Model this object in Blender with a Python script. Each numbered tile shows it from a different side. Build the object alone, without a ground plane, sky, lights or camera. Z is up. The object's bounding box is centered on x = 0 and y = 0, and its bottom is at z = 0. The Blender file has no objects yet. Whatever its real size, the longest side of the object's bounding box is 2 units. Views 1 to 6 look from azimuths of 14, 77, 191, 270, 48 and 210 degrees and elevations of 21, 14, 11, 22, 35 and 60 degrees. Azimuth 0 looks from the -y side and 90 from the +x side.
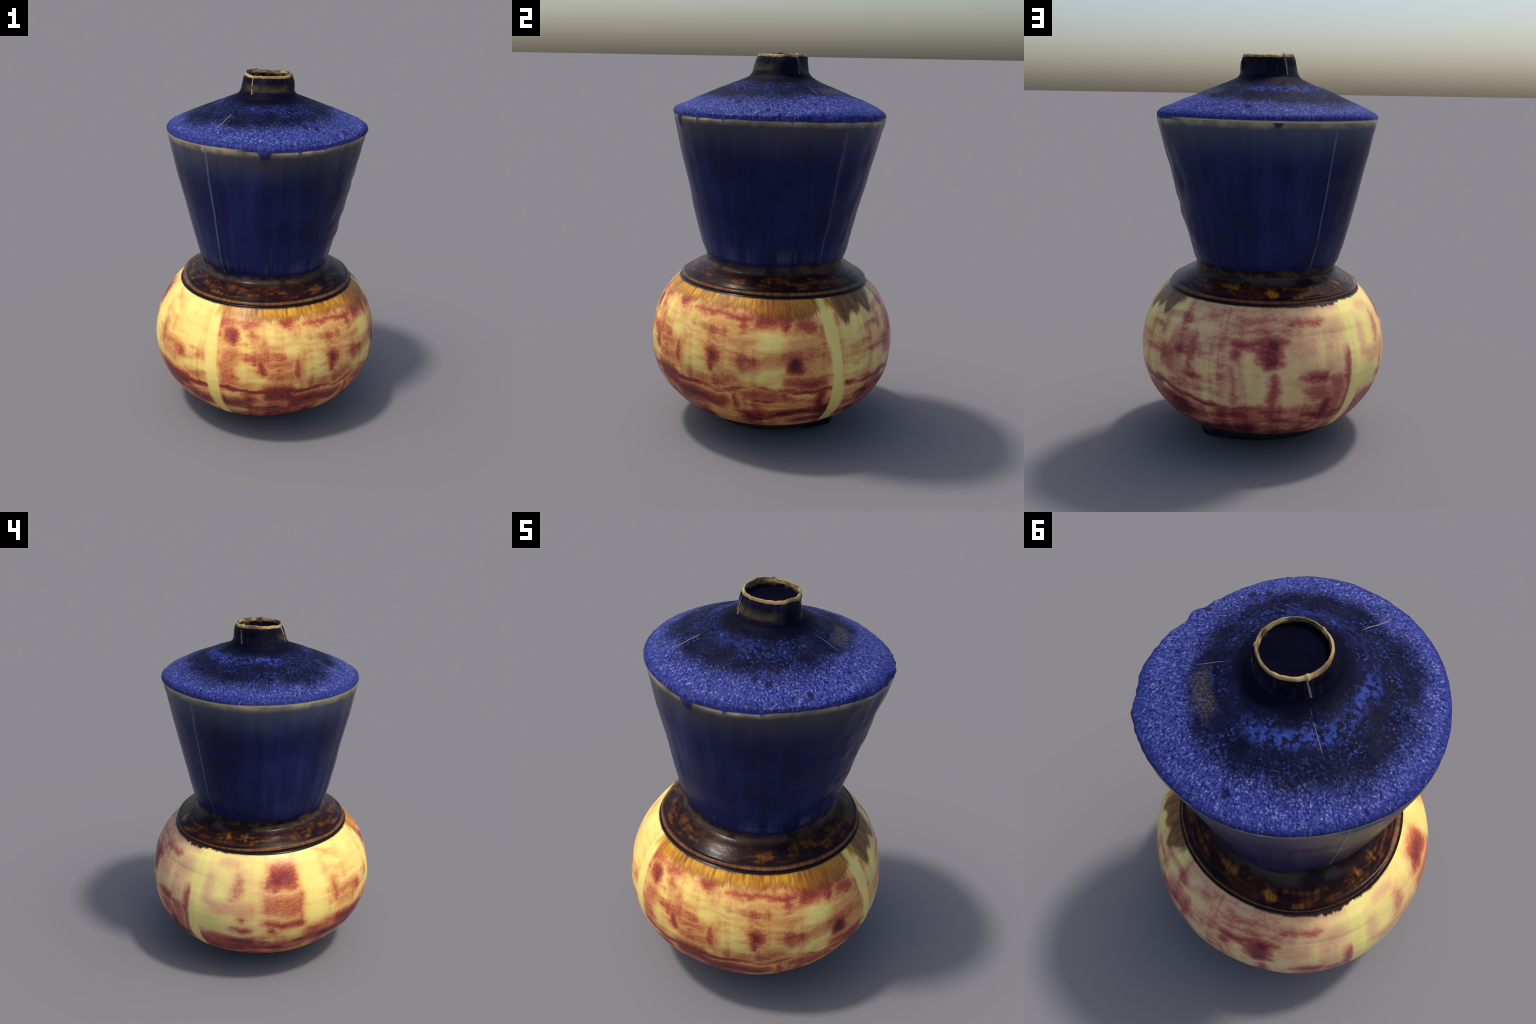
"""Glazed ceramic vase: round cream-and-maroon belly, brown collar, blue cone
with a mottled ultramarine shoulder and a short chipped neck."""
import bpy
import math
import numpy as np

RNG = np.random.default_rng(7)

# ----------------------------------------------------------------- relief noise
LATTICE = RNG.random((64, 64, 64)) * 2 - 1


def value_noise(p, freq, shift=0.0):
    """Smooth lattice noise in -1..1 at points p (n, 3)."""
    q = p * freq + shift + 31.7
    i = np.floor(q).astype(int)
    f = q - i
    f = f * f * (3 - 2 * f)
    out = 0
    for a in (0, 1):
        wx = f[:, 0] if a else 1 - f[:, 0]
        for b in (0, 1):
            wy = f[:, 1] if b else 1 - f[:, 1]
            for c in (0, 1):
                wz = f[:, 2] if c else 1 - f[:, 2]
                out = out + wx * wy * wz * LATTICE[(i[:, 0] + a) % 64, (i[:, 1] + b) % 64, (i[:, 2] + c) % 64]
    return out


def bump(x, centre, half):
    """Smooth 0..1..0 bump of half width `half` (x in degrees wraps)."""
    d = np.abs((x - centre + 180) % 360 - 180) / half
    return np.where(d < 1, (1 - d * d) ** 2, 0)


def ramp(x, a, b):
    t = np.clip((x - a) / (b - a), 0, 1)
    return t * t * (3 - 2 * t)


# ------------------------------------------------------------------ the profile
# (radius, height) of each part from the ground up; consecutive parts share ends
PROFILE = [
    ("foot", 44, [(.0, .038), (.10, .038), (.20, .037), (.29, .036), (.335, .038), (.355, .049),
                  (.372, .066), (.380, .0735), (.392, .0765), (.404, .0855), (.415, .089), (.424, .098), (.432, .1025)]),
    ("belly", 190, [(.432, .1025), (.470, .126), (.507, .152), (.5535, .200), (.5925, .250), (.6205, .300), (.6395, .350),
                    (.651, .400), (.6565, .450), (.6565, .500), (.650, .550), (.6385, .600), (.621, .650),
                    (.5985, .700), (.5645, .750), (.536, .780), (.510, .805)]),
    ("collar", 90, [(.510, .805), (.5045, .8085), (.500, .813), (.4995, .817), (.5015, .821), (.5005, .826), (.4965, .8305),
                    (.490, .833), (.484, .8345), (.476, .840), (.462, .850), (.442, .862), (.420, .8745), (.398, .8845),
                    (.383, .893), (.375, .902), (.372, .912)]),
    ("upper_body", 200, [(.372, .912), (.3725, .923), (.376, .937), (.3825, .955), (.395, 1.0), (.421, 1.1), (.446, 1.2), (.4695, 1.3),
                         (.4925, 1.4), (.5165, 1.5), (.538, 1.6), (.5475, 1.64), (.553, 1.665), (.556, 1.678)]),
    ("shoulder", 150, [(.556, 1.678), (.558, 1.687), (.5565, 1.696), (.550, 1.705), (.537, 1.7135), (.519, 1.722), (.4985, 1.731),
                       (.472, 1.743), (.434, 1.761), (.393, 1.780), (.349, 1.799), (.304, 1.818), (.264, 1.834),
                       (.225, 1.849), (.195, 1.861), (.174, 1.871), (.160, 1.882), (.152, 1.894)]),
    ("neck", 40, [(.152, 1.894), (.148, 1.906), (.145, 1.920), (.142, 1.936), (.1385, 1.952), (.1345, 1.968), (.1305, 1.979)]),
    ("lip", 14, [(.1305, 1.979), (.129, 1.986), (.126, 1.9905), (.1225, 1.992), (.1195, 1.9895), (.118, 1.984), (.1175, 1.978)]),
    ("mouth", 40, [(.1175, 1.978), (.1175, 1.965), (.1165, 1.962), (.1145, 1.958), (.111, 1.955), (.104, 1.953), (.09, 1.952),
                   (.05, 1.951), (.0, 1.951)]),
]


def catmull(points, n):
    """n+1 samples of a centripetal curve through the control points."""
    p = np.array(points, float)
    p = np.vstack([2 * p[0] - p[1], p, 2 * p[-1] - p[-2]])
    seg = np.sqrt(np.linalg.norm(np.diff(p[1:-1], axis=0), axis=1))
    seg = seg + 0.35 * seg.mean()
    knots = np.concatenate([[0], np.cumsum(seg)])
    s = np.linspace(0, knots[-1], n + 1)
    k = np.clip(np.searchsorted(knots, s, side="right") - 1, 0, len(seg) - 1)
    t = ((s - knots[k]) / seg[k])[:, None]
    a, b, c, d = p[k], p[k + 1], p[k + 2], p[k + 3]
    # tangents limited to the neighbouring chords, so corners do not overshoot
    m1 = 0.5 * (c - a)
    m2 = 0.5 * (d - b)
    lim = np.linalg.norm(c - b, axis=1, keepdims=True)
    m1 = m1 * np.minimum(1, lim / np.maximum(np.linalg.norm(m1, axis=1, keepdims=True), 1e-9))
    m2 = m2 * np.minimum(1, lim / np.maximum(np.linalg.norm(m2, axis=1, keepdims=True), 1e-9))
    h1 = 2 * t ** 3 - 3 * t ** 2 + 1
    h2 = t ** 3 - 2 * t ** 2 + t
    h3 = -2 * t ** 3 + 3 * t ** 2
    h4 = t ** 3 - t ** 2
    return h1 * b + h2 * m1 + h3 * c + h4 * m2


rows, ranges = [], {}
for name, n, pts in PROFILE:
    curve = catmull(pts, n)
    start = len(rows) if not rows else len(rows) - 1
    rows.extend(curve if not rows else curve[1:])
    ranges[name] = (start, len(rows) - 1)
rows = np.array(rows)
rows[:, 0] = np.maximum(rows[:, 0], 0.0)
NR, NT = len(rows), 720

# axis of the pot (it leans a little) and the out-of-round terms of its three storeys
AXIS_Z = [0.0, .45, .70, .82, .95, 1.3, 1.68, 1.88, 2.0]
AXIS_X = [-.006, -.003, -.001, -.003, -.009, -.013, -.015, -.018, -.018]
AXIS_Y = [.009, .004, .003, .008, .014, .022, .026, .028, .038]
OUT_OF_ROUND = {  # order: (cosine, sine)
    "belly": {2: (.0009, .0024), 3: (.0046, -.0048), 4: (0, -.0014), 5: (.0018, .0008)},
    "waist": {2: (.0010, .0018), 3: (-.0014, .0061), 4: (-.0006, -.0014), 5: (-.0009, -.0038)},
    "rim": {2: (.0050, -.0105), 3: (.0047, .0117), 4: (-.0015, .0040), 5: (-.0055, -.0027)},
}
SEAMS_UPPER = (-22.0, 113.0, -132.0)     # mould lines on cone, shoulder and neck
SEAMS_BELLY = (-12.0, 106.0, -124.0)

az = np.arange(NT) * 360.0 / NT - 180.0          # 0 faces -y, 90 faces +x
AZ, ROW = np.meshgrid(az, np.arange(NR))
R = rows[ROW, 0].copy()
Z = rows[ROW, 1].copy()
Z0 = Z.copy()
A = np.radians(AZ)

for key, (zs, ws) in {"belly": ([.1, .25, .45, .86, 1.0], [.6, 1, 1, .5, 0]), "waist": ([.45, .86, 1.0, 1.68], [0, .5, 1, 0]),
                      "rim": ([1.0, 1.68, 1.88], [0, 1, 0])}.items():
    w = np.interp(Z0, zs, ws, left=ws[0], right=0)
    if key == "belly":
        w = w * ramp(Z0, .05, .10)
    for n, (c, s) in OUT_OF_ROUND[key].items():
        R += w * (c * np.cos(n * A) + s * np.sin(n * A))

# collar and shoulder planes are slightly tilted
tilt = np.interp(Z0, [.45, .80, .90, 1.1, 1.6, 1.69, 1.8], [0, .015, .010, .0, .002, .010, 0])
Z += tilt * np.cos(np.radians(AZ - 35))

pos = np.stack([R * np.sin(A), -R * np.cos(A), Z], -1).reshape(-1, 3)
azf, zf, rf = AZ.ravel(), Z0.ravel(), R.ravel()

upper = ramp(zf, .93, .99) * (1 - ramp(zf, 1.66, 1.70))
top = ramp(zf, 1.68, 1.72) * (1 - ramp(zf, 1.86, 1.89))
edge = ramp(zf, 1.66, 1.685) * (1 - ramp(zf, 1.70, 1.735))
neck = ramp(zf, 1.89, 1.93)
belly = ramp(zf, .10, .16) * (1 - ramp(zf, .76, .80))
collar = ramp(zf, .80, .81) * (1 - ramp(zf, .92, .95))
rows_i = ROW.ravel()
inside = rows_i > ranges["lip"][0] + 7
rough_side = np.clip(bump(azf, 100, 62) * 1.5, 0, 1)

squash = pos * np.array([1, 1, .55])
d = np.zeros(len(pos))
# belly: broad throwing unevenness, fine turning rings
d += belly * (.0022 * value_noise(squash, 5) + .0008 * value_noise(pos * np.array([1, 1, 6]), 7, 3.3))
# cone: long flat facets, lumps where the scan side is rough
d += upper * (.0030 * value_noise(pos, 4.3, 9.1) + .0013 * value_noise(pos, 13, 1.7))
d += upper * rough_side * (.0055 * value_noise(pos, 7.5, 5.2) + .0035 * value_noise(pos, 17, 2.2))
# shoulder: orange-peel glaze and crumbled edge on the rough side
d += top * (.0016 * value_noise(pos, 22, 4.4) + .0010 * value_noise(pos, 60, 8.8))
d += edge * (.0012 * value_noise(pos, 40, 2.9))
d += edge * rough_side * (.0085 * value_noise(pos, 15, 6.6) + .0065 * value_noise(pos, 42, 3.1))
d += neck * ~inside * (.0030 * value_noise(pos, 14, 7.7) + .0012 * value_noise(pos, 45, 2.5))
foot_w = ramp(rf, .15, .25) * (1 - ramp(zf, .085, .11))
d += foot_w * (.0040 * value_noise(pos, 12, 4.9) + .0020 * value_noise(pos, 34, 9.9))
d += collar * (.0012 * value_noise(pos, 12, 5.9))
# mould lines stand a little proud
for s in SEAMS_UPPER:
    d += (upper + top * .6) * .0022 * bump(azf, s, 1.5)
    d += neck * ~inside * .0045 * bump(azf, s, 5)
for s in SEAMS_BELLY:
    d += belly * .0012 * bump(azf - (zf - .5) * 8, s, 3.0)
# flats and swellings of the cone: (azimuth, half width, outward, from height, to height)
for ca, half, out, lo, hi in ((45, 48, -.013, .98, 1.22), (-128, 44, .016, .95, 1.10), (86, 24, .011, .98, 1.2), (48, 26, -.009, .94, .99), (165, 45, -.009, .93, 1.2)):
    d += out * bump(azf, ca, half) * ramp(zf, lo, hi) * (1 - .35 * ramp(zf, 1.60, 1.69)) * (1 - ramp(zf, 1.69, 1.75))
for ca, half, out, lo, hi in ((-108, 40, -.008, .25, .70), (172, 40, .006, .25, .70), (20, 30, .006, .30, .80), (-140, 45, .012, .74, .88),
                              (-72, 38, -.009, .68, .88)):
    mid = (lo + hi) / 2
    d += out * bump(azf, ca, half) * np.clip(1.25 - ((zf - mid) / (hi - mid + .05)) ** 2, 0, 1)
d += .003 * bump(azf, -112, 30) * ramp(zf, 1.25, 1.4) * (1 - ramp(zf, 1.62, 1.69))
d += .006 * bump(azf, -15, 25) * ramp(zf, .94, 1.0) * (1 - ramp(zf, 1.15, 1.35))
# shallow upright facets, and the glaze runs hanging over the rim
facet = np.stack([np.sin(A.ravel()) * 2.6, np.cos(A.ravel()) * 2.6, zf * .9], -1)
d += upper * (.0026 * value_noise(facet, 2.0, 14.2) + .0012 * value_noise(facet, 5.0, 6.2))
for ra, half, end in ((12.5, 4.0, 1.625), (-163, 3.2, 1.642), (47, 2.0, 1.655), (31, 2.0, 1.652)):
    d += .0045 * bump(azf, ra, half) * ramp(zf, end - .012, end + .012) * (1 - ramp(zf, 1.668, 1.69))
for ca, half, out in ((45, 35, .009), (158, 35, .009), (97, 22, -.006)):
    d += out * bump(azf, ca, half) * ramp(zf, .11, .18) * (1 - ramp(zf, .28, .42))
# the shoulder sags at the back and crowns at the front
d += top * (-.010 * bump(azf, -165, 75) + .004 * bump(azf, 10, 50)) * ramp(rf, .16, .25) * (1 - ramp(rf, .36, .46))
d += edge * (.003 * bump(azf, -150, 70) - .010 * bump(azf, 36, 32) - .005 * bump(azf, 160, 30)) + .003 * ramp(rf, .38, .46) * top
# a hole-like dent in the neck
d += (-.016 * bump(azf, 142, 42) * np.clip(1 - ((zf - 1.930) / .045) ** 2, 0, 1) + .007 * bump(azf, -115, 40) * ramp(zf, 1.93, 1.97)) * ~inside
# neck swells on one side, straighter at the back
d += ramp(zf, 1.90, 1.93) * (1 - ramp(zf, 1.95, 1.985)) * .006 * bump(azf, 90, 45)

# outward normal of the plain profile, per row
tan = np.gradient(rows, axis=0)
nr, nz = tan[:, 1], -tan[:, 0]
ln = np.maximum(np.hypot(nr, nz), 1e-9)
nr, nz = nr / ln, nz / ln
NRr, NZr = nr[rows_i], nz[rows_i]
rnew = rf + d * NRr
znew = pos[:, 2] + d * NZr

# the lip undulates and is chipped
lipw = ramp(zf, 1.955, 1.985)
znew += lipw * (.0055 * value_noise(np.stack([np.sin(A.ravel()), np.cos(A.ravel()), 0 * azf], -1), 2.6, 4.1)
                + .0030 * value_noise(np.stack([np.sin(A.ravel()), np.cos(A.ravel()), 0 * azf], -1), 7.0, 1.1)
                - .004 * bump(azf, 70, 40) - .003 * bump(azf, 150, 40))
inner = ramp(rows_i, ranges["lip"][0] + 5, ranges["lip"][0] + 12)
rnew += inner * lipw * .0030 * value_noise(np.stack([np.sin(A.ravel()), np.cos(A.ravel()), 0 * azf], -1), 4.0, 12.3)

# a puddle of glaze hangs below the foot on the far side
rnew = np.maximum(rnew, 0)
cx = np.interp(znew, AXIS_Z, AXIS_X)
cy = np.interp(znew, AXIS_Z, AXIS_Y)
X = cx + rnew * np.sin(A.ravel())
Y = cy - rnew * np.cos(A.ravel())
znew += -(znew.max() - 2.0) * ramp(zf, 1.5, 2.0)
VERT = np.stack([X, Y, znew], -1).reshape(NR, NT, 3)

# smooth normals of the whole pot
du = np.roll(VERT, -1, 1) - np.roll(VERT, 1, 1)
dv = np.gradient(VERT, axis=0)
NORM = np.cross(du, dv)
NORM /= np.maximum(np.linalg.norm(NORM, axis=2, keepdims=True), 1e-12)
NORM[0] = (0, 0, -1)
NORM[-1] = (0, 0, 1)
NORM[rows[:, 0] < .07] *= 0
NORM[rows[:, 0] < .07] += np.where(rows[rows[:, 0] < .07, 1] > 1, 1.0, -1.0)[:, None, None] * np.array([0, 0, 1.0])


def ring_mesh(name, first, last):
    """Mesh of the profile rows first..last, closed round the axis."""
    v = VERT[first:last + 1].reshape(-1, 3)
    nrm = NORM[first:last + 1].reshape(-1, 3)
    n = last - first
    i = np.arange(n)[:, None] * NT
    j = np.arange(NT)[None]
    k = (np.arange(NT)[None] + 1) % NT
    faces = np.stack([i + j, i + k, i + NT + k, i + NT + j], -1).reshape(-1, 4)
    me = bpy.data.meshes.new(name)
    me.vertices.add(len(v))
    me.vertices.foreach_set("co", v.astype(np.float32).ravel())
    me.loops.add(faces.size)
    me.loops.foreach_set("vertex_index", faces.astype(np.int32).ravel())
    me.polygons.add(len(faces))
    me.polygons.foreach_set("loop_start", (np.arange(len(faces)) * 4).astype(np.int32))
    me.update(calc_edges=True)
    me.polygons.foreach_set("use_smooth", np.ones(len(faces), bool))
    me.normals_split_custom_set_from_vertices([tuple(q) for q in nrm.tolist()])
    me.update()
    return me


# --------------------------------------------------------------- node shorthand
class Nodes:
    def __init__(self, name):
        self.mat = bpy.data.materials.new(name)
        self.mat.use_nodes = True
        self.t = self.mat.node_tree
        self.t.nodes.clear()

    def node(self, kind, **kw):
        n = self.t.nodes.new(kind)
        for k, v in kw.items():
            setattr(n, k, v)
        return n

    def put(self, socket, v):
        if isinstance(v, bpy.types.NodeSocket):
            self.t.links.new(v, socket)
        elif v is not None:
            socket.default_value = v

    def math(self, op, a, b=None, c=None, clamp=False):
        n = self.node("ShaderNodeMath", operation=op, use_clamp=clamp)
        for i, v in enumerate((a, b, c)):
            if v is not None:
                self.put(n.inputs[i], v)
        return n.outputs[0]

    def add(self, a, b): return self.math("ADD", a, b)
    def sub(self, a, b): return self.math("SUBTRACT", a, b)
    def mul(self, a, b): return self.math("MULTIPLY", a, b)
    def sat(self, a): return self.math("ADD", a, 0.0, clamp=True)

    def step(self, v, a, b):
        """smoothstep: 0 at a, 1 at b (a may exceed b)"""
        n = self.node("ShaderNodeMapRange", interpolation_type="SMOOTHSTEP")
        self.put(n.inputs[0], v)
        self.put(n.inputs[1], a)
        self.put(n.inputs[2], b)
        return n.outputs[0]

    def noise(self, vec, scale, detail=3.0, rough=.55, distort=0.0):
        n = self.node("ShaderNodeTexNoise")
        self.put(n.inputs["Vector"], vec)
        self.put(n.inputs["Scale"], scale)
        self.put(n.inputs["Detail"], detail)
        self.put(n.inputs["Roughness"], rough)
        self.put(n.inputs["Distortion"], distort)
        return n.outputs[0]

    def vec(self, x, y, z):
        n = self.node("ShaderNodeCombineXYZ")
        for i, v in enumerate((x, y, z)):
            self.put(n.inputs[i], v)
        return n.outputs[0]

    def mix(self, f, a, b):
        n = self.node("ShaderNodeMix", data_type="RGBA")
        self.put(n.inputs[0], f)
        self.put(n.inputs[6], a if isinstance(a, bpy.types.NodeSocket) else (*a, 1))
        self.put(n.inputs[7], b if isinstance(b, bpy.types.NodeSocket) else (*b, 1))
        return n.outputs[2]

    def colours(self, f, stops):
        n = self.node("ShaderNodeValToRGB")
        e = n.color_ramp.elements
        while len(e) < len(stops):
            e.new(.5)
        for el, (p, c) in zip(e, stops):
            el.position = p
            el.color = (*c, 1)
        self.put(n.inputs[0], f)
        return n.outputs[0]

    def cylinder(self, cx, cy):
        """object position as azimuth (degrees), height, radius and the raw vector"""
        c = self.node("ShaderNodeTexCoord").outputs["Object"]
        s = self.node("ShaderNodeSeparateXYZ")
        self.put(s.inputs[0], c)
        x = self.sub(s.outputs[0], cx)
        y = self.sub(cy, s.outputs[1])
        a = self.mul(self.math("ARCTAN2", x, y), 180 / math.pi)
        r = self.math("SQRT", self.add(self.mul(x, x), self.mul(y, y)))
        return a, s.outputs[2], r, c

    def around(self, a, centre):
        """unsigned angular distance in degrees"""
        return self.math("ABSOLUTE", self.math("WRAP", self.sub(a, centre), 180.0, -180.0))

    def sector(self, a, centre, half, soft):
        return self.step(self.around(a, centre), half + soft, max(half - soft, 0))

    def finish(self, colour, rough=.45, height=None, strength=.2, distance=.004, spec=.15, coat=0.0):
        b = self.node("ShaderNodeBsdfPrincipled")
        self.put(b.inputs["Base Color"], colour if isinstance(colour, bpy.types.NodeSocket) else (*colour, 1))
        self.put(b.inputs["Roughness"], rough)
        b.inputs["Specular IOR Level"].default_value = spec
        b.inputs["Coat Weight"].default_value = coat
        b.inputs["Coat Roughness"].default_value = .18
        if height is not None:
            n = self.node("ShaderNodeBump")
            n.inputs["Strength"].default_value = strength
            n.inputs["Distance"].default_value = distance
            self.put(n.inputs["Height"], height)
            self.put(b.inputs["Normal"], n.outputs[0])
        o = self.node("ShaderNodeOutputMaterial")
        self.t.links.new(b.outputs[0], o.inputs[0])
        return self.mat


def stroke_group():
    """One soft-edged brush mark of glaze on the (azimuth, height) cylinder,
    laid over the glaze amount that is already there."""
    g = bpy.data.node_groups.new("brush_mark", "ShaderNodeTree")
    for nm in ("Amount", "Azimuth", "Height", "Centre", "Half Width", "Level", "Half Height", "Strength"):
        g.interface.new_socket(nm, in_out="INPUT", socket_type="NodeSocketFloat")
    g.interface.new_socket("Amount", in_out="OUTPUT", socket_type="NodeSocketFloat")
    i = g.nodes.new("NodeGroupInput")
    o = g.nodes.new("NodeGroupOutput")

    def m(op, a, b=None):
        n = g.nodes.new("ShaderNodeMath")
        n.operation = op
        for k, v in enumerate((a, b)):
            if isinstance(v, bpy.types.NodeSocket):
                g.links.new(v, n.inputs[k])
            elif v is not None:
                n.inputs[k].default_value = v
        return n.outputs[0]

    def side(dist, half, soft):
        n = g.nodes.new("ShaderNodeMapRange")
        n.interpolation_type = "SMOOTHSTEP"
        g.links.new(m("SUBTRACT", dist, half), n.inputs[0])
        n.inputs[1].default_value = soft
        n.inputs[2].default_value = -soft
        return n.outputs[0]

    w = g.nodes.new("ShaderNodeMath")
    w.operation = "WRAP"
    g.links.new(m("SUBTRACT", i.outputs["Azimuth"], i.outputs["Centre"]), w.inputs[0])
    w.inputs[1].default_value = 180
    w.inputs[2].default_value = -180
    a = side(m("ABSOLUTE", w.outputs[0]), i.outputs["Half Width"], 4.2)
    b = side(m("ABSOLUTE", m("SUBTRACT", i.outputs["Height"], i.outputs["Level"])), i.outputs["Half Height"], .042)
    mark = m("MULTIPLY", m("MULTIPLY", a, b), i.outputs["Strength"])
    old = i.outputs["Amount"]
    g.links.new(m("ADD", m("MAXIMUM", mark, old), m("MULTIPLY", m("MINIMUM", mark, old), .16)), o.inputs[0])
    return g


# ------------------------------------------------------------- the belly's glaze
# brush marks: (azimuth, half width in degrees, height, half height in m, strength)
MARKS_SUNNY = [  # left of the front seam round to the far seam
    (-78, 9, .69, .06, .78), (-78, 12, .55, .07, .48), (-78, 12, .43, .03, .75), (-84, 3, .38, .02, 1), (-69, 2, .52, .12, .6),
    (-107, 7, .75, .01, .45), (-101, 4, .64, .08, .45), (-117, 3, .60, .10, .3), (-104, 14, .52, .05, .33),
    (-99, 3, .46, .02, .75), (-99, 6, .39, .02, .8), (-111, 6, .34, .01, .7), (-98, 8, .26, .07, .8), (-116, 9, .19, .04, .5),
    (-74, 12, .24, .07, .6), (-43, 4, .77, .01, .25), (-51, 2, .70, .02, .4), (-48, 3, .58, .08, .55), (-38, 11, .56, .03, .5),
    (-31, 4, .53, .05, .6), (-36, 13, .37, .05, .8), (-40, 8, .49, .05, .4), (-50, 18, .36, .06, .55), (-17, 3, .57, .05, .3),
]
MARKS_FRONT = [  # from the front seam to the right
    (-5, 6, .76, .02, .65), (-3, 4, .69, .05, .85), (7, 6, .76, .03, .55), (8, 2, .71, .03, .7), (12, 2, .67, .04, .5),
    (-3, 5, .50, .14, .5), (4, 5, .58, .02, .5), (12, 2.5, .54, .05, .8), (-1, 3, .47, .03, .75), (1, 8, .42, .02, .5),
    (21, 7, .56, .03, .5), (30, 1.5, .53, .06, .8), (33, 1.5, .55, .08, .55), (22, 8, .48, .05, .45), (26, 5, .76, .02, .9),
    (30, 2, .70, .04, .45), (30, 16, .65, .004, .42), (50, 4, .54, .05, .8), (64, 3, .54, .02, .85), (47, 2, .60, .07, .45),
    (21, 9, .37, .06, .85), (8, 2, .33, .02, .8), (44, 14, .31, .05, .7), (35, 10, .30, .07, .75), (6, 4, .36, .04, .6),
    (52, 18, .745, .014, .85), (77, 9, .75, .06, .75), (83, 3, .70, .03, .9), (93, 6, .71, .04, .65), (58, 14, .70, .03, .38),
    (58, 14, .63, .03, .42), (49, 3, .52, .05, .85), (58, 6, .57, .01, .65), (62, 2, .56, .02, .9), (67, 4, .52, .05, .6),
]
MARKS_SHADE = [  # right side to the right seam and the back
    (58, 6, .45, .04, .5), (87, 4, .53, .05, .9), (91, 9, .58, .04, .45), (92, 10, .43, .04, .7), (94, 10, .57, .1, .33),
    (103, 2.5, .62, .12, .55), (21, 8, .50, .04, .4), (61, 2, .32, .06, .85), (73, 9, .36, .03, .75), (84, 3, .36, .02, 1),
    (99, 3, .32, .08, .85), (81, 17, .30, .02, .5), (130, 1.5, .61, .05, .55), (145, 6, .52, .08, .5), (127, 2, .48, .02, .55),
    (135, 8, .30, .1, .55), (118, 8, .29, .09, .33), (117, 7, .57, .02, .28),
]
MARKS_BACK = [
    (-170, 14, .65, .02, .82), (-165, 5, .60, .08, .9), (-164, 3, .36, .15, .78), (180, 3, .60, .04, .75), (179, 2.5, .44, .12, .52),
    (-171, 12, .74, .02, .6), (-149, 10, .73, .02, .7), (-168, 40, .78, .015, .48), (-168, 14, .70, .02, .55), (-151, 9, .62, .06, .33),
    (-145, 7, .48, .03, .85), (-145, 6, .40, .05, .65), (-141, 4, .32, .06, .85), (-145, 5, .26, .04, .85), (-135, 5, .36, .14, .55),
    (-128.5, 2, .43, .17, .75), (-134, 6, .68, .06, .28), (139, 2.5, .66, .05, .55), (142, 2, .54, .06, .75), (153, 9, .60, .08, .45),
    (160, 2.5, .57, .1, .72), (160, 5, .47, .02, .85), (152, 8, .48, .02, .3), (-172, 8, .30, .006, .75), (-168, 7, .21, .008, .85),
    (-155, 4, .30, .004, .6), (141, 14, .31, .02, .6), (166, 15, .27, .02, .55),
]
CREAM = (.95, .745, .215)  # lightened to approach the overexposed sunlit side of the belly
MAROON = [(0, CREAM), (.28, (.80, .42, .125)), (.58, (.50, .115, .050)), (.82, (.23, .034, .030)), (1, (.095, .014, .018))]

ROSE = [(0, (.93, .76, .25)), (.28, (.78, .47, .235)), (.58, (.50, .140, .095)), (.84, (.27, .045, .045)), (1, (.125, .018, .025))]

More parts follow.
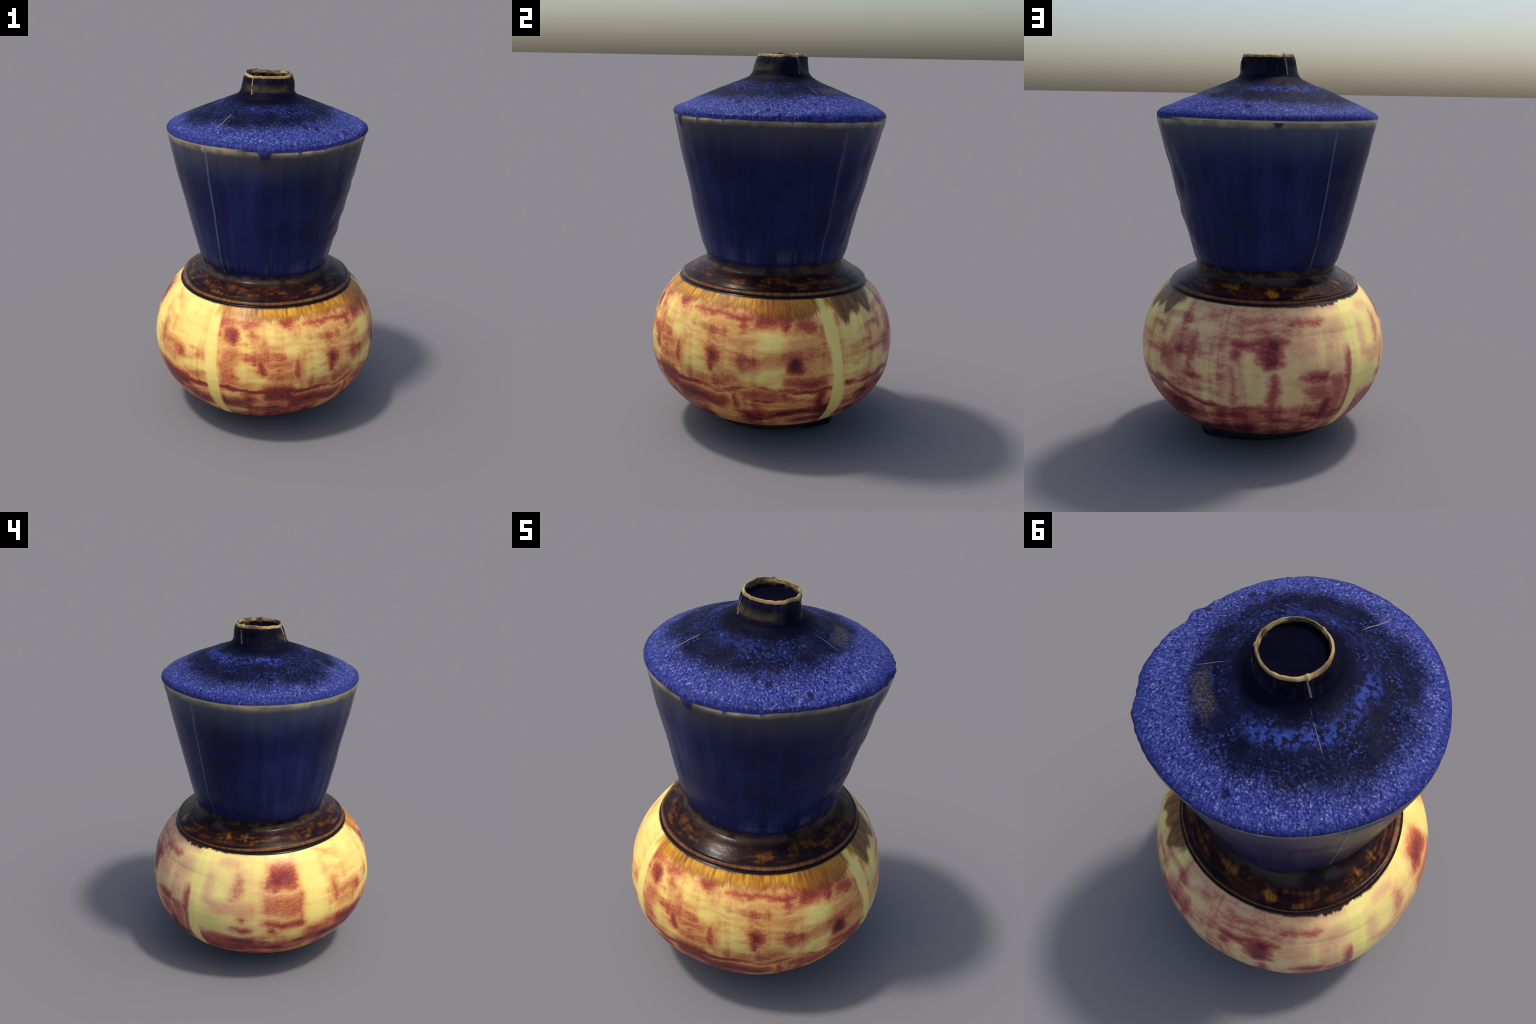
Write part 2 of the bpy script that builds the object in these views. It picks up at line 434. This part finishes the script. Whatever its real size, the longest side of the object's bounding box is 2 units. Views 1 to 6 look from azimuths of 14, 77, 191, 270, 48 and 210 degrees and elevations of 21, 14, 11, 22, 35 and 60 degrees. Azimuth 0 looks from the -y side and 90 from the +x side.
def belly_glaze():
    k = Nodes("cream_and_maroon_glaze")
    a, z, r, c = k.cylinder(-.001, .006)
    ar = k.math("RADIANS", a)
    sx, sy = k.math("SINE", ar), k.math("COSINE", ar)
    band = k.vec(sx, sy, k.mul(z, 6.0))            # stretched round the pot
    fall = k.vec(k.mul(sx, 8.0), k.mul(sy, 8.0), z)   # stretched down the pot
    wob = k.noise(c, 9.0, 4)
    aw = k.add(a, k.mul(k.sub(wob, .5), 10.0))
    aw = k.add(aw, k.mul(k.sub(k.noise(band, 9.0, 3), .5), 2.5))
    zw = k.add(z, k.mul(k.sub(k.noise(c, 7.0, 3), .5), .085))
    zw = k.add(zw, k.mul(k.sub(k.noise(c, 40.0, 3), .5), .020))
    g = stroke_group()
    # washes: thin everywhere, thick below the waist line
    wash = k.mul(k.step(k.noise(band, 2.6, 5), .40, .70), .34)
    wash = k.add(wash, k.mul(k.step(k.noise(fall, .9, 4), .46, .70), .24))
    wash = k.mul(wash, k.add(.45, k.mul(k.sector(a, 60, 120, 40), .75)))
    wash = k.add(wash, k.mul(k.sector(a, 178, 52, 12), k.mul(k.step(k.noise(k.vec(k.mul(sx, 5), k.mul(sy, 5), z), 1.3, 3), .36, .60), .20)))
    low = k.step(zw, .37, .30)
    wash = k.add(wash, k.mul(low, k.add(.26, k.mul(k.step(k.noise(band, 1.7, 4), .38, .62), .50))))
    amount = wash
    for marks in (MARKS_SUNNY, MARKS_FRONT, MARKS_SHADE, MARKS_BACK):
        for centre, half, level, tall, power in marks:
            n = k.node("ShaderNodeGroup", node_tree=g)
            for s, v in zip(n.inputs, (amount, aw, zw, centre, half, level, tall, power)):
                k.put(s, v)
            amount = n.outputs[0]
    amount = k.mul(amount, k.add(.55, k.mul(k.noise(c, 7.0, 5, .65), .86)))
    # dark line where the lower dip ended, running round from the front to the back
    level = k.add(.385, k.mul(k.step(k.around(a, 60), 70, 130), -.07))
    dip = k.step(k.math("ABSOLUTE", k.sub(zw, level)), .034, .002)
    dip = k.mul(dip, k.mul(k.sector(a, 72, 120, 12), k.step(k.noise(band, 1.6, 2), .25, .5)))
    amount = k.math("MAXIMUM", amount, k.mul(dip, .82))
    # foot end
    amount = k.math("MAXIMUM", amount, k.mul(k.step(zw, .135, .105), .75))
    # grain: mottle and turning streaks
    grain = k.add(k.mul(k.sub(k.noise(c, 95.0, 4, .7), .5), .85), k.mul(k.sub(k.noise(band, 22, 3), .5), .70))
    amount = k.add(amount, k.mul(grain, k.add(.06, k.mul(k.step(amount, .12, .5), .40))))
    # bare cream runs along the mould lines
    for s in SEAMS_BELLY:
        sway = k.add(a, k.mul(k.sub(z, .55), 10.0 if s > -100 else -6.0))
        run = k.sector(k.add(sway, k.mul(k.sub(k.noise(fall, 1.7, 2), .5), 5)), s, 3.1, 1.0)
        amount = k.mul(amount, k.sub(1.0, k.mul(run, .93)))
    # the bright bare panel left of the front seam
    bare = k.mul(k.sector(a, -27, 11, 5), k.step(z, .60, .68))
    amount = k.mul(amount, k.sub(1.0, k.mul(bare, .75)))
    bare = k.mul(k.sector(a, -61, 5, 3), k.step(z, .36, .46))
    amount = k.mul(amount, k.sub(1.0, k.mul(bare, .9)))
    colour = k.mix(k.sector(a, -160, 68, 30), k.colours(k.sat(amount), MAROON), k.colours(k.sat(amount), ROSE))
    # greener cream in soft patches
    green_patch = k.mul(k.step(k.noise(c, 3.1, 2), .5, .7), .35)
    colour = k.mix(k.mul(green_patch, k.step(amount, .3, .0)), colour, (.56, .56, .17))
    rim0 = k.sub(z, k.add(k.mul(k.math("COSINE", k.math("RADIANS", k.sub(a, 35))), .015), .805))
    # amber run below the collar, from the front seam to the far right
    comb = k.noise(k.vec(k.mul(sx, 34), k.mul(sy, 34), k.mul(z, 7)), 1.0, 4, .6)
    fringe = k.add(z, k.mul(k.sub(comb, .5), .075))
    lower = k.add(.765, k.mul(k.sector(a, 84, 14, 9), -.042))
    lower = k.sub(lower, k.mul(k.sector(a, 115, 3, 4), .085))
    lower = k.sub(lower, k.mul(k.sector(a, 124, 3, 4), .055))
    lower = k.sub(lower, k.mul(k.sector(a, 134, 3, 4), .070))
    amber = k.mul(k.step(k.sub(fringe, lower), -.012, .022), k.sector(k.add(a, k.mul(k.sub(comb, .5), 10)), 65, 79, 3))
    amber = k.mul(amber, k.sub(1.0, k.mul(k.sector(k.add(a, k.mul(k.sub(z, .55), 10.0)), 106, 2.2, 1.2), .8)))
    gold = k.colours(k.add(k.mul(k.noise(k.vec(k.mul(sx, 50), k.mul(sy, 50), k.mul(z, 13)), 1.0, 4), .6), k.mul(k.noise(c, 12, 4), .4)),
                     [(.36, (.20, .060, .008)), (.49, (.47, .185, .010)), (.64, (.72, .36, .028))])
    umber = k.colours(comb, [(.35, (.05, .018, .008)), (.6, (.21, .09, .015))])
    gold = k.mix(k.mul(k.sector(a, 88, 18, 8), k.add(.35, k.mul(k.step(z, .80, .74), .6))), gold, k.mix(k.step(comb, .35, .65), (.12, .030, .010), (.34, .105, .014)))
    iron = k.mul(k.step(k.noise(fall, 2.2, 3), .56, .68), k.step(rim0, -.035, -.012))
    gold = k.mix(k.mul(iron, .8), gold, (.09, .028, .010))
    hem = k.mul(k.step(k.sub(fringe, lower), .030, .004), k.sector(a, 55, 48, 12))
    gold = k.mix(k.mul(hem, .8), gold, (.20, .035, .020))
    gold = k.mix(k.step(a, 108, 114), gold, umber)
    colour = k.mix(k.mul(amber, .93), colour, gold)
    # iron bleed right under the collar groove
    tiltz = k.mul(k.math("COSINE", k.math("RADIANS", k.sub(a, 35))), .015)
    rim = k.sub(z, k.add(tiltz, .805))
    spiky = k.mul(k.sub(k.noise(fall, 2.2, 3), .5), k.add(.008, k.mul(k.sector(a, -128, 12, 6), .045)))
    bleed = k.step(k.add(rim, spiky), -.007, .003)
    colour = k.mix(bleed, colour, (.030, .012, .010))
    # black turning rings beside the foot
    foot = k.step(k.add(z, k.mul(k.sub(k.noise(band, 3, 2), .5), .016)), .133, .123)
    hoops = k.colours(k.noise(k.vec(0.0, 0.0, k.add(z, k.mul(k.noise(c, 2, 1), .03))), 75, 1), [(.42, (.008, .007, .011)), (.62, (.032, .020, .016)), (.75, (.16, .075, .018))])
    colour = k.mix(foot, colour, hoops)
    h = k.add(k.noise(c, 60, 3), k.mul(k.noise(band, 14, 3), .7))
    return k.finish(colour, .35, h, .10, .004, spec=.2)


def collar_glaze():
    k = Nodes("iron_brown_glaze")
    a, z, r, c = k.cylinder(-.002, .009)
    ar = k.math("RADIANS", a)
    sx, sy = k.math("SINE", ar), k.math("COSINE", ar)
    zt = k.sub(z, k.mul(k.math("COSINE", k.math("RADIANS", k.sub(a, 35))), 0.0145))
    body = k.colours(k.noise(c, 7, 4), [(.3, (.006, .0045, .008)), (.52, (.016, .0065, .007)), (.72, (.045, .014, .008))])
    comb = k.noise(k.vec(k.mul(sx, 26), k.mul(sy, 26), k.mul(z, 8)), 1.0, 4)
    streak = k.noise(k.vec(k.mul(sx, 4.5), k.mul(sy, 4.5), k.mul(zt, 55)), 1.3, 3)
    glint = k.mul(k.step(streak, .44, .70), k.add(.3, k.mul(k.step(comb, .38, .62), .7)))  # glints of the glossy collar drawn into the colour as amber streaks
    lane = k.mul(k.step(zt, .836, .846), k.step(zt, .890, .872))
    colour = k.mix(k.mul(glint, k.mul(lane, .6)), body, (.26, .085, .011))
    # brightest amber on the left and back
    hot = k.mul(k.step(k.noise(k.vec(k.mul(sx, 6), k.mul(sy, 6), k.mul(zt, 24)), 1.1, 1), .56, .74), k.mul(lane, k.sector(a, -135, 75, 25)))
    colour = k.mix(k.mul(hot, k.add(.25, k.mul(k.step(comb, .40, .62), .45))), colour, (.46, .175, .016))
    # worn copper bead between two dark grooves
    bead = k.mul(k.step(zt, .8155, .819), k.step(zt, .834, .829))
    colour = k.mix(k.mul(bead, k.add(.45, k.mul(k.step(comb, .35, .65), .5))), colour, (.215, .088, .035))
    groove = k.step(zt, .8165, .811)
    colour = k.mix(groove, colour, (.010, .007, .008))
    # grey bloom against the cone
    bloom = k.mul(k.step(zt, .880, .896), k.step(k.noise(c, 9, 4), .38, .62))
    colour = k.mix(k.mul(bloom, .6), colour, (.085, .066, .050))
    return k.finish(colour, .22, k.noise(c, 50, 3), .12, .004, spec=.07)


def cone_glaze():
    k = Nodes("navy_glaze")
    a, z, r, c = k.cylinder(-.010, .018)
    ar = k.math("RADIANS", a)
    sx, sy = k.math("SINE", ar), k.math("COSINE", ar)
    fall = k.vec(k.mul(sx, 9), k.mul(sy, 9), k.mul(z, 1.1))
    navy = k.colours(k.add(k.mul(k.noise(c, 3.2, 4), .6), k.mul(k.noise(fall, 1, 3), .4)),
                     [(.32, (.0060, .0065, .034)), (.5, (.0095, .0125, .068)), (.68, (.018, .026, .115))])
    # pale break under the rim, fading down in streaks
    zt = k.sub(z, k.mul(k.math("COSINE", k.math("RADIANS", k.sub(a, 35))), .009))
    zs = k.add(zt, k.mul(k.sub(k.noise(fall, 1.2, 4), .5), .10))
    haze = k.step(zs, 1.38, 1.70)
    haze = k.mul(haze, haze)
    grey = k.mix(k.sector(a, 45, 75, 40), (.100, .110, .145), (.088, .078, .070))
    colour = k.mix(k.mul(haze, .75), navy, grey)
    rim = k.step(k.add(zt, k.mul(k.sub(k.noise(fall, 1.6, 3), .5), .020)), 1.640, 1.684)
    colour = k.mix(k.mul(rim, .85), colour, k.mix(k.step(k.noise(c, 11, 3), .35, .65), (.30, .24, .125), (.56, .46, .25)))
    # blue runs over the pale break
    for centre, half, foot_z in ((12.5, 3.5, 1.635), (-163.0, 2.6, 1.650), (47, 1.5, 1.662), (31, 1.6, 1.658), (84, 1.4, 1.664)):
        along = k.sub(k.around(a, centre), k.mul(k.sub(zt, foot_z), 38.0))
        run = k.mul(k.step(along, half, half - 2.2), k.step(zt, foot_z - .012, foot_z + .012))
        colour = k.mix(k.mul(run, .92), colour, (.010, .012, .085))
    # over-run of blue right at the edge, front and right
    over = k.mul(k.step(k.add(zt, k.mul(k.sub(k.noise(c, 12, 3), .5), .012)), 1.671, 1.677), k.sector(a, 75, 68, 8))
    colour = k.mix(over, colour, (.020, .024, .150))
    # wiped mould lines
    for s, power in zip(SEAMS_UPPER, (.60, .32, .55)):
        sway = k.add(a, k.mul(k.sub(k.noise(k.vec(0.0, 0.0, z), 4, 1), .5), 2.0))
        line = k.mul(k.step(k.around(sway, s), .85, .12), k.step(k.noise(k.vec(0.0, s, z), 7, 2), .30, .5))
        colour = k.mix(k.mul(line, power), colour, (.19, .165, .205))
    # lavender wisps above the foot of the cone, then brown-black
    wisp = k.mul(k.mul(k.step(z, .945, .975), k.step(z, 1.05, .99)), k.mul(k.sector(a, 30, 75, 25), k.step(k.noise(fall, 1.3, 4), .42, .66)))
    colour = k.mix(k.mul(wisp, .6), colour, (.075, .068, .115))
    hem = k.step(k.add(z, k.mul(k.sub(k.noise(c, 8, 4), .5), .035)), .948, .928)
    colour = k.mix(hem, colour, k.mix(k.step(k.noise(c, 13, 3), .45, .65), (.012, .010, .013), (.085, .042, .010)))
    # fine pale scuffs
    dust = k.mul(k.step(k.noise(c, 130, 2, .6), .66, .76), k.step(k.noise(c, 3.7, 2), .46, .62))
    colour = k.mix(k.mul(dust, .35), colour, (.13, .13, .19))
    h = k.add(k.noise(c, 28, 4), k.mul(k.noise(fall, 2, 3), .6))
    return k.finish(colour, .3, h, .14, .005, spec=.12)


def shoulder_glaze():
    k = Nodes("mottled_ultramarine_glaze")
    a, z, r, c = k.cylinder(-.015, .026)
    ar = k.math("RADIANS", a)
    sx, sy = k.math("SINE", ar), k.math("COSINE", ar)
    ray = k.vec(k.mul(sx, 34), k.mul(sy, 34), k.mul(r, 45))         # grain drawn outwards
    fine = k.noise(ray, 1.6, 3, .6)
    grit = k.noise(c, 120, 3, .65)
    blue = k.colours(k.add(k.mul(fine, .5), k.mul(grit, .5)),
                     [(.37, (.007, .008, .055)), (.46, (.024, .031, .170)), (.55, (.052, .068, .255)), (.65, (.24, .25, .42))])
    # blue deepens to near black towards the neck
    edge_r = k.add(.410, k.mul(k.math("COSINE", k.math("RADIANS", k.add(a, 85))), .045))
    rr = k.add(r, k.mul(k.sub(k.noise(c, 6, 6, .68), .5), .24))
    deep = k.step(k.add(k.sub(rr, edge_r), k.mul(k.sub(grit, .5), .10)), .075, -.045)
    speck = k.mul(k.step(k.noise(c, 85, 3, .65), .53, .66), k.step(k.noise(c, 9, 3), .36, .60))
    dark = k.mix(k.mul(speck, .75), k.colours(k.noise(c, 14, 3), [(.35, (.0022, .0022, .010)), (.7, (.007, .0065, .022))]), (.040, .075, .33))
    # a broken brighter ring halfway in
    halo = k.step(k.math("ABSOLUTE", k.sub(r, k.add(.270, k.mul(k.sub(k.noise(c, 6, 2), .5), .10)))), .050, .010)
    halo = k.mul(k.mul(halo, k.step(k.noise(c, 45, 3, .6), .42, .60)), k.math("MAXIMUM", k.sector(a, -125, 62, 20), k.mul(k.sector(a, 15, 50, 25), .35)))
    dark = k.mix(k.mul(halo, .8), dark, (.035, .060, .30))
    colour = k.mix(k.mul(deep, .96), blue, dark)
    # clear blue-black collar round the neck
    colour = k.mix(k.step(k.add(r, k.mul(k.sub(k.noise(c, 15, 3), .5), .05)), .225, .185), colour, (.0022, .0022, .011))
    # dull olive stain
    stain = k.mul(k.sector(k.add(a, k.mul(k.sub(k.noise(c, 10, 3), .5), 18)), 131, 16, 7), k.step(k.math("ABSOLUTE", k.sub(r, .325)), .05, .015))
    colour = k.mix(k.mul(stain, .62), colour, k.mix(k.step(grit, .45, .6), (.030, .026, .034), (.10, .085, .080)))
    # pits where the glaze crawled: (azimuth, radius, size)
    for pa, pr, size in ((42, .415, .022), (49.6, .437, .027), (70, .49, .021), (82, .445, .013), (99, .45, .014), (-179.7, .48, .022), (64, .47, .006),
                         (-124.8, .53, .014), (-10, .46, .008), (20, .50, .007), (-52, .45, .010), (121, .46, .010), (150, .50, .008)):
        ddeg = k.mul(k.math("WRAP", k.sub(a, pa), 180.0, -180.0), math.radians(1) * pr)
        dd = k.sub(r, pr)
        dist = k.math("SQRT", k.add(k.mul(k.mul(ddeg, ddeg), 1.4), k.mul(dd, dd)))
        dist = k.add(dist, k.mul(k.sub(k.noise(c, 45, 2), .5), .016))
        colour = k.mix(k.mul(k.step(dist, size, size * .45), .85), colour, (.010, .008, .030))
    # scratch-thin mould lines
    for s, lo, hi, power in ((-22.0, .30, .47, .75), (109.0, .22, .46, .45), (-135.0, .17, .33, .45)):
        line = k.mul(k.step(k.around(a, s), .42, .10), k.mul(k.step(r, lo, lo + .04), k.step(r, hi, hi - .03)))
        line = k.mul(line, k.step(k.noise(c, 20, 2), .30, .5))
        colour = k.mix(k.mul(line, power), colour, (.34, .27, .21))
    # darker, clearer blue where the glaze rolls over the edge
    roll = k.step(k.add(r, k.mul(k.sub(k.noise(c, 18, 3), .5), .02)), .525, .548)
    colour = k.mix(k.mul(roll, .55), colour, (.016, .022, .135))
    tan = k.mul(k.step(k.sub(z, k.mul(k.math("COSINE", k.math("RADIANS", k.sub(a, 35))), .010)), 1.690, 1.682), k.sector(a, -110, 108, 8))
    colour = k.mix(k.mul(tan, .9), colour, (.60, .49, .27))
    h = k.add(grit, k.mul(fine, .6))
    return k.finish(colour, .5, h, .32, .005, spec=.035)


def neck_glaze():
    k = Nodes("blue_black_glaze")
    a, z, r, c = k.cylinder(-.018, .034)
    ar = k.math("RADIANS", a)
    fall = k.vec(k.mul(k.math("SINE", ar), 8), k.mul(k.math("COSINE", ar), 8), k.mul(z, 6))
    colour = k.colours(k.noise(fall, 1.0, 4), [(.35, (.0025, .0025, .009)), (.55, (.005, .0045, .016)), (.72, (.016, .014, .026))])
    # brown-gold blush at the front base
    blush = k.mul(k.mul(k.step(z, 1.900, 1.915), k.step(z, 1.955, 1.925)), k.mul(k.sector(a, 5, 62, 22), k.step(k.noise(c, 12, 3), .30, .65)))
    colour = k.mix(k.mul(blush, .75), colour, (.085, .062, .030))
    gleam = k.mul(k.step(k.noise(k.vec(k.mul(k.math("SINE", ar), 22), k.mul(k.math("COSINE", ar), 22), k.mul(z, 9)), 1, 2), .62, .74), k.sector(a, 175, 65, 15))
    colour = k.mix(k.mul(gleam, .5), colour, (.055, .075, .14))
    for s, power in zip(SEAMS_UPPER, (.9, .45, .8)):
        line = k.mul(k.step(k.around(k.add(a, k.mul(k.sub(z, 1.93), 60)), s), 2.1, .5), k.step(k.noise(c, 30, 2), .3, .5))
        colour = k.mix(k.mul(line, power), colour, (.36, .28, .17))
    return k.finish(colour, .45, k.noise(c, 40, 3), .2, .005, spec=.06)


def lip_glaze():
    k = Nodes("worn_cream_lip")
    c = k.node("ShaderNodeTexCoord").outputs["Object"]
    colour = k.colours(k.noise(c, 9, 4, .6), [(.28, (.05, .035, .024)), (.42, (.20, .125, .045)), (.62, (.47, .33, .13)), (.8, (.66, .52, .28))])
    _, _, r, _ = k.cylinder(-.018, .0375)
    mid = k.step(k.math("ABSOLUTE", k.sub(r, k.add(.121, k.mul(k.sub(k.noise(c, 14, 3), .5), .014)))), .0035, .0005)
    colour = k.mix(k.mul(mid, .75), colour, (.035, .026, .020))
    return k.finish(colour, .4, k.noise(c, 60, 3), .25, .004, spec=.2)


def mouth_glaze():
    k = Nodes("dark_blue_interior")
    a, z, r, c = k.cylinder(-.018, .036)
    colour = k.colours(k.noise(c, 12, 3), [(.4, (.0012, .0012, .007)), (.7, (.0025, .0022, .011))])
    tan = k.step(k.add(z, k.mul(k.sub(k.noise(c, 24, 3), .5), .035)), 1.962, 1.982)
    tan = k.mul(tan, k.step(r, .104, .112))
    colour = k.mix(k.mul(tan, .7), colour, (.22, .16, .085))
    return k.finish(colour, .8, spec=.03)


def foot_glaze():
    k = Nodes("bare_dark_foot")
    a, z, r, c = k.cylinder(-.004, .009)
    rings = k.noise(k.vec(0.0, 0.0, z), 90, 2)
    colour = k.colours(rings, [(.35, (.008, .007, .010)), (.55, (.030, .020, .016)), (.75, (.075, .040, .015))])
    return k.finish(colour, .55, k.noise(c, 80, 3), .3, .004)


def drip_glaze():
    k = Nodes("black_glaze_drip")
    c = k.node("ShaderNodeTexCoord").outputs["Object"]
    return k.finish(k.colours(k.noise(c, 10, 3), [(.4, (.004, .004, .010)), (.7, (.012, .013, .035))]), .3)


# ---------------------------------------------------------------------- assembly
def attach(obj, parent):
    bpy.context.scene.collection.objects.link(obj)
    obj.parent = parent
    return obj


vase = bpy.data.objects.new("ceramic_vase", None)
bpy.context.scene.collection.objects.link(vase)
vase["label"] = "glazed ceramic vase, blue cone over round cream and maroon belly"
vase["category"] = "vase"

GLAZE = {"foot": foot_glaze, "belly": belly_glaze, "collar": collar_glaze, "upper_body": cone_glaze, "shoulder": shoulder_glaze,
         "neck": neck_glaze, "lip": lip_glaze, "mouth": mouth_glaze}
parts = {}
for name, _, _ in PROFILE:
    me = ring_mesh(name, *ranges[name])
    me.materials.append(GLAZE[name]())
    parent = parts["neck"] if name in ("lip", "mouth") else vase
    parts[name] = attach(bpy.data.objects.new(name, me), parent)


def glaze_drip():
    """Shallow off-centre blob of glaze under the foot: the vase's lowest point."""
    import bmesh
    bm = bmesh.new()
    bmesh.ops.create_uvsphere(bm, u_segments=72, v_segments=36, radius=1.0)
    p = np.array([v.co[:] for v in bm.verts])
    wob = 1 + .14 * value_noise(p, 1.6, 3.0) + .05 * value_noise(p, 4.0, 6.0)
    # flattened like a squeezed drop: broad flat underside, steep flanks
    flat = np.sign(p[:, 2]) * np.abs(p[:, 2]) ** .45
    p = p * wob[:, None] * np.array([.215, .205, 1.0])
    p[:, 2] = flat * .040 + .006 * value_noise(p, 9.0, 2.0)
    p += np.array([.095, .128, 0.0])
    p[:, 2] -= p[:, 2].min()
    for v, q in zip(bm.verts, p):
        v.co = q
    for f in bm.faces:
        f.smooth = True
    me = bpy.data.meshes.new("glaze_drip")
    bm.to_mesh(me)
    bm.free()
    me.materials.append(drip_glaze())
    return attach(bpy.data.objects.new("glaze_drip", me), parts["foot"])


glaze_drip()
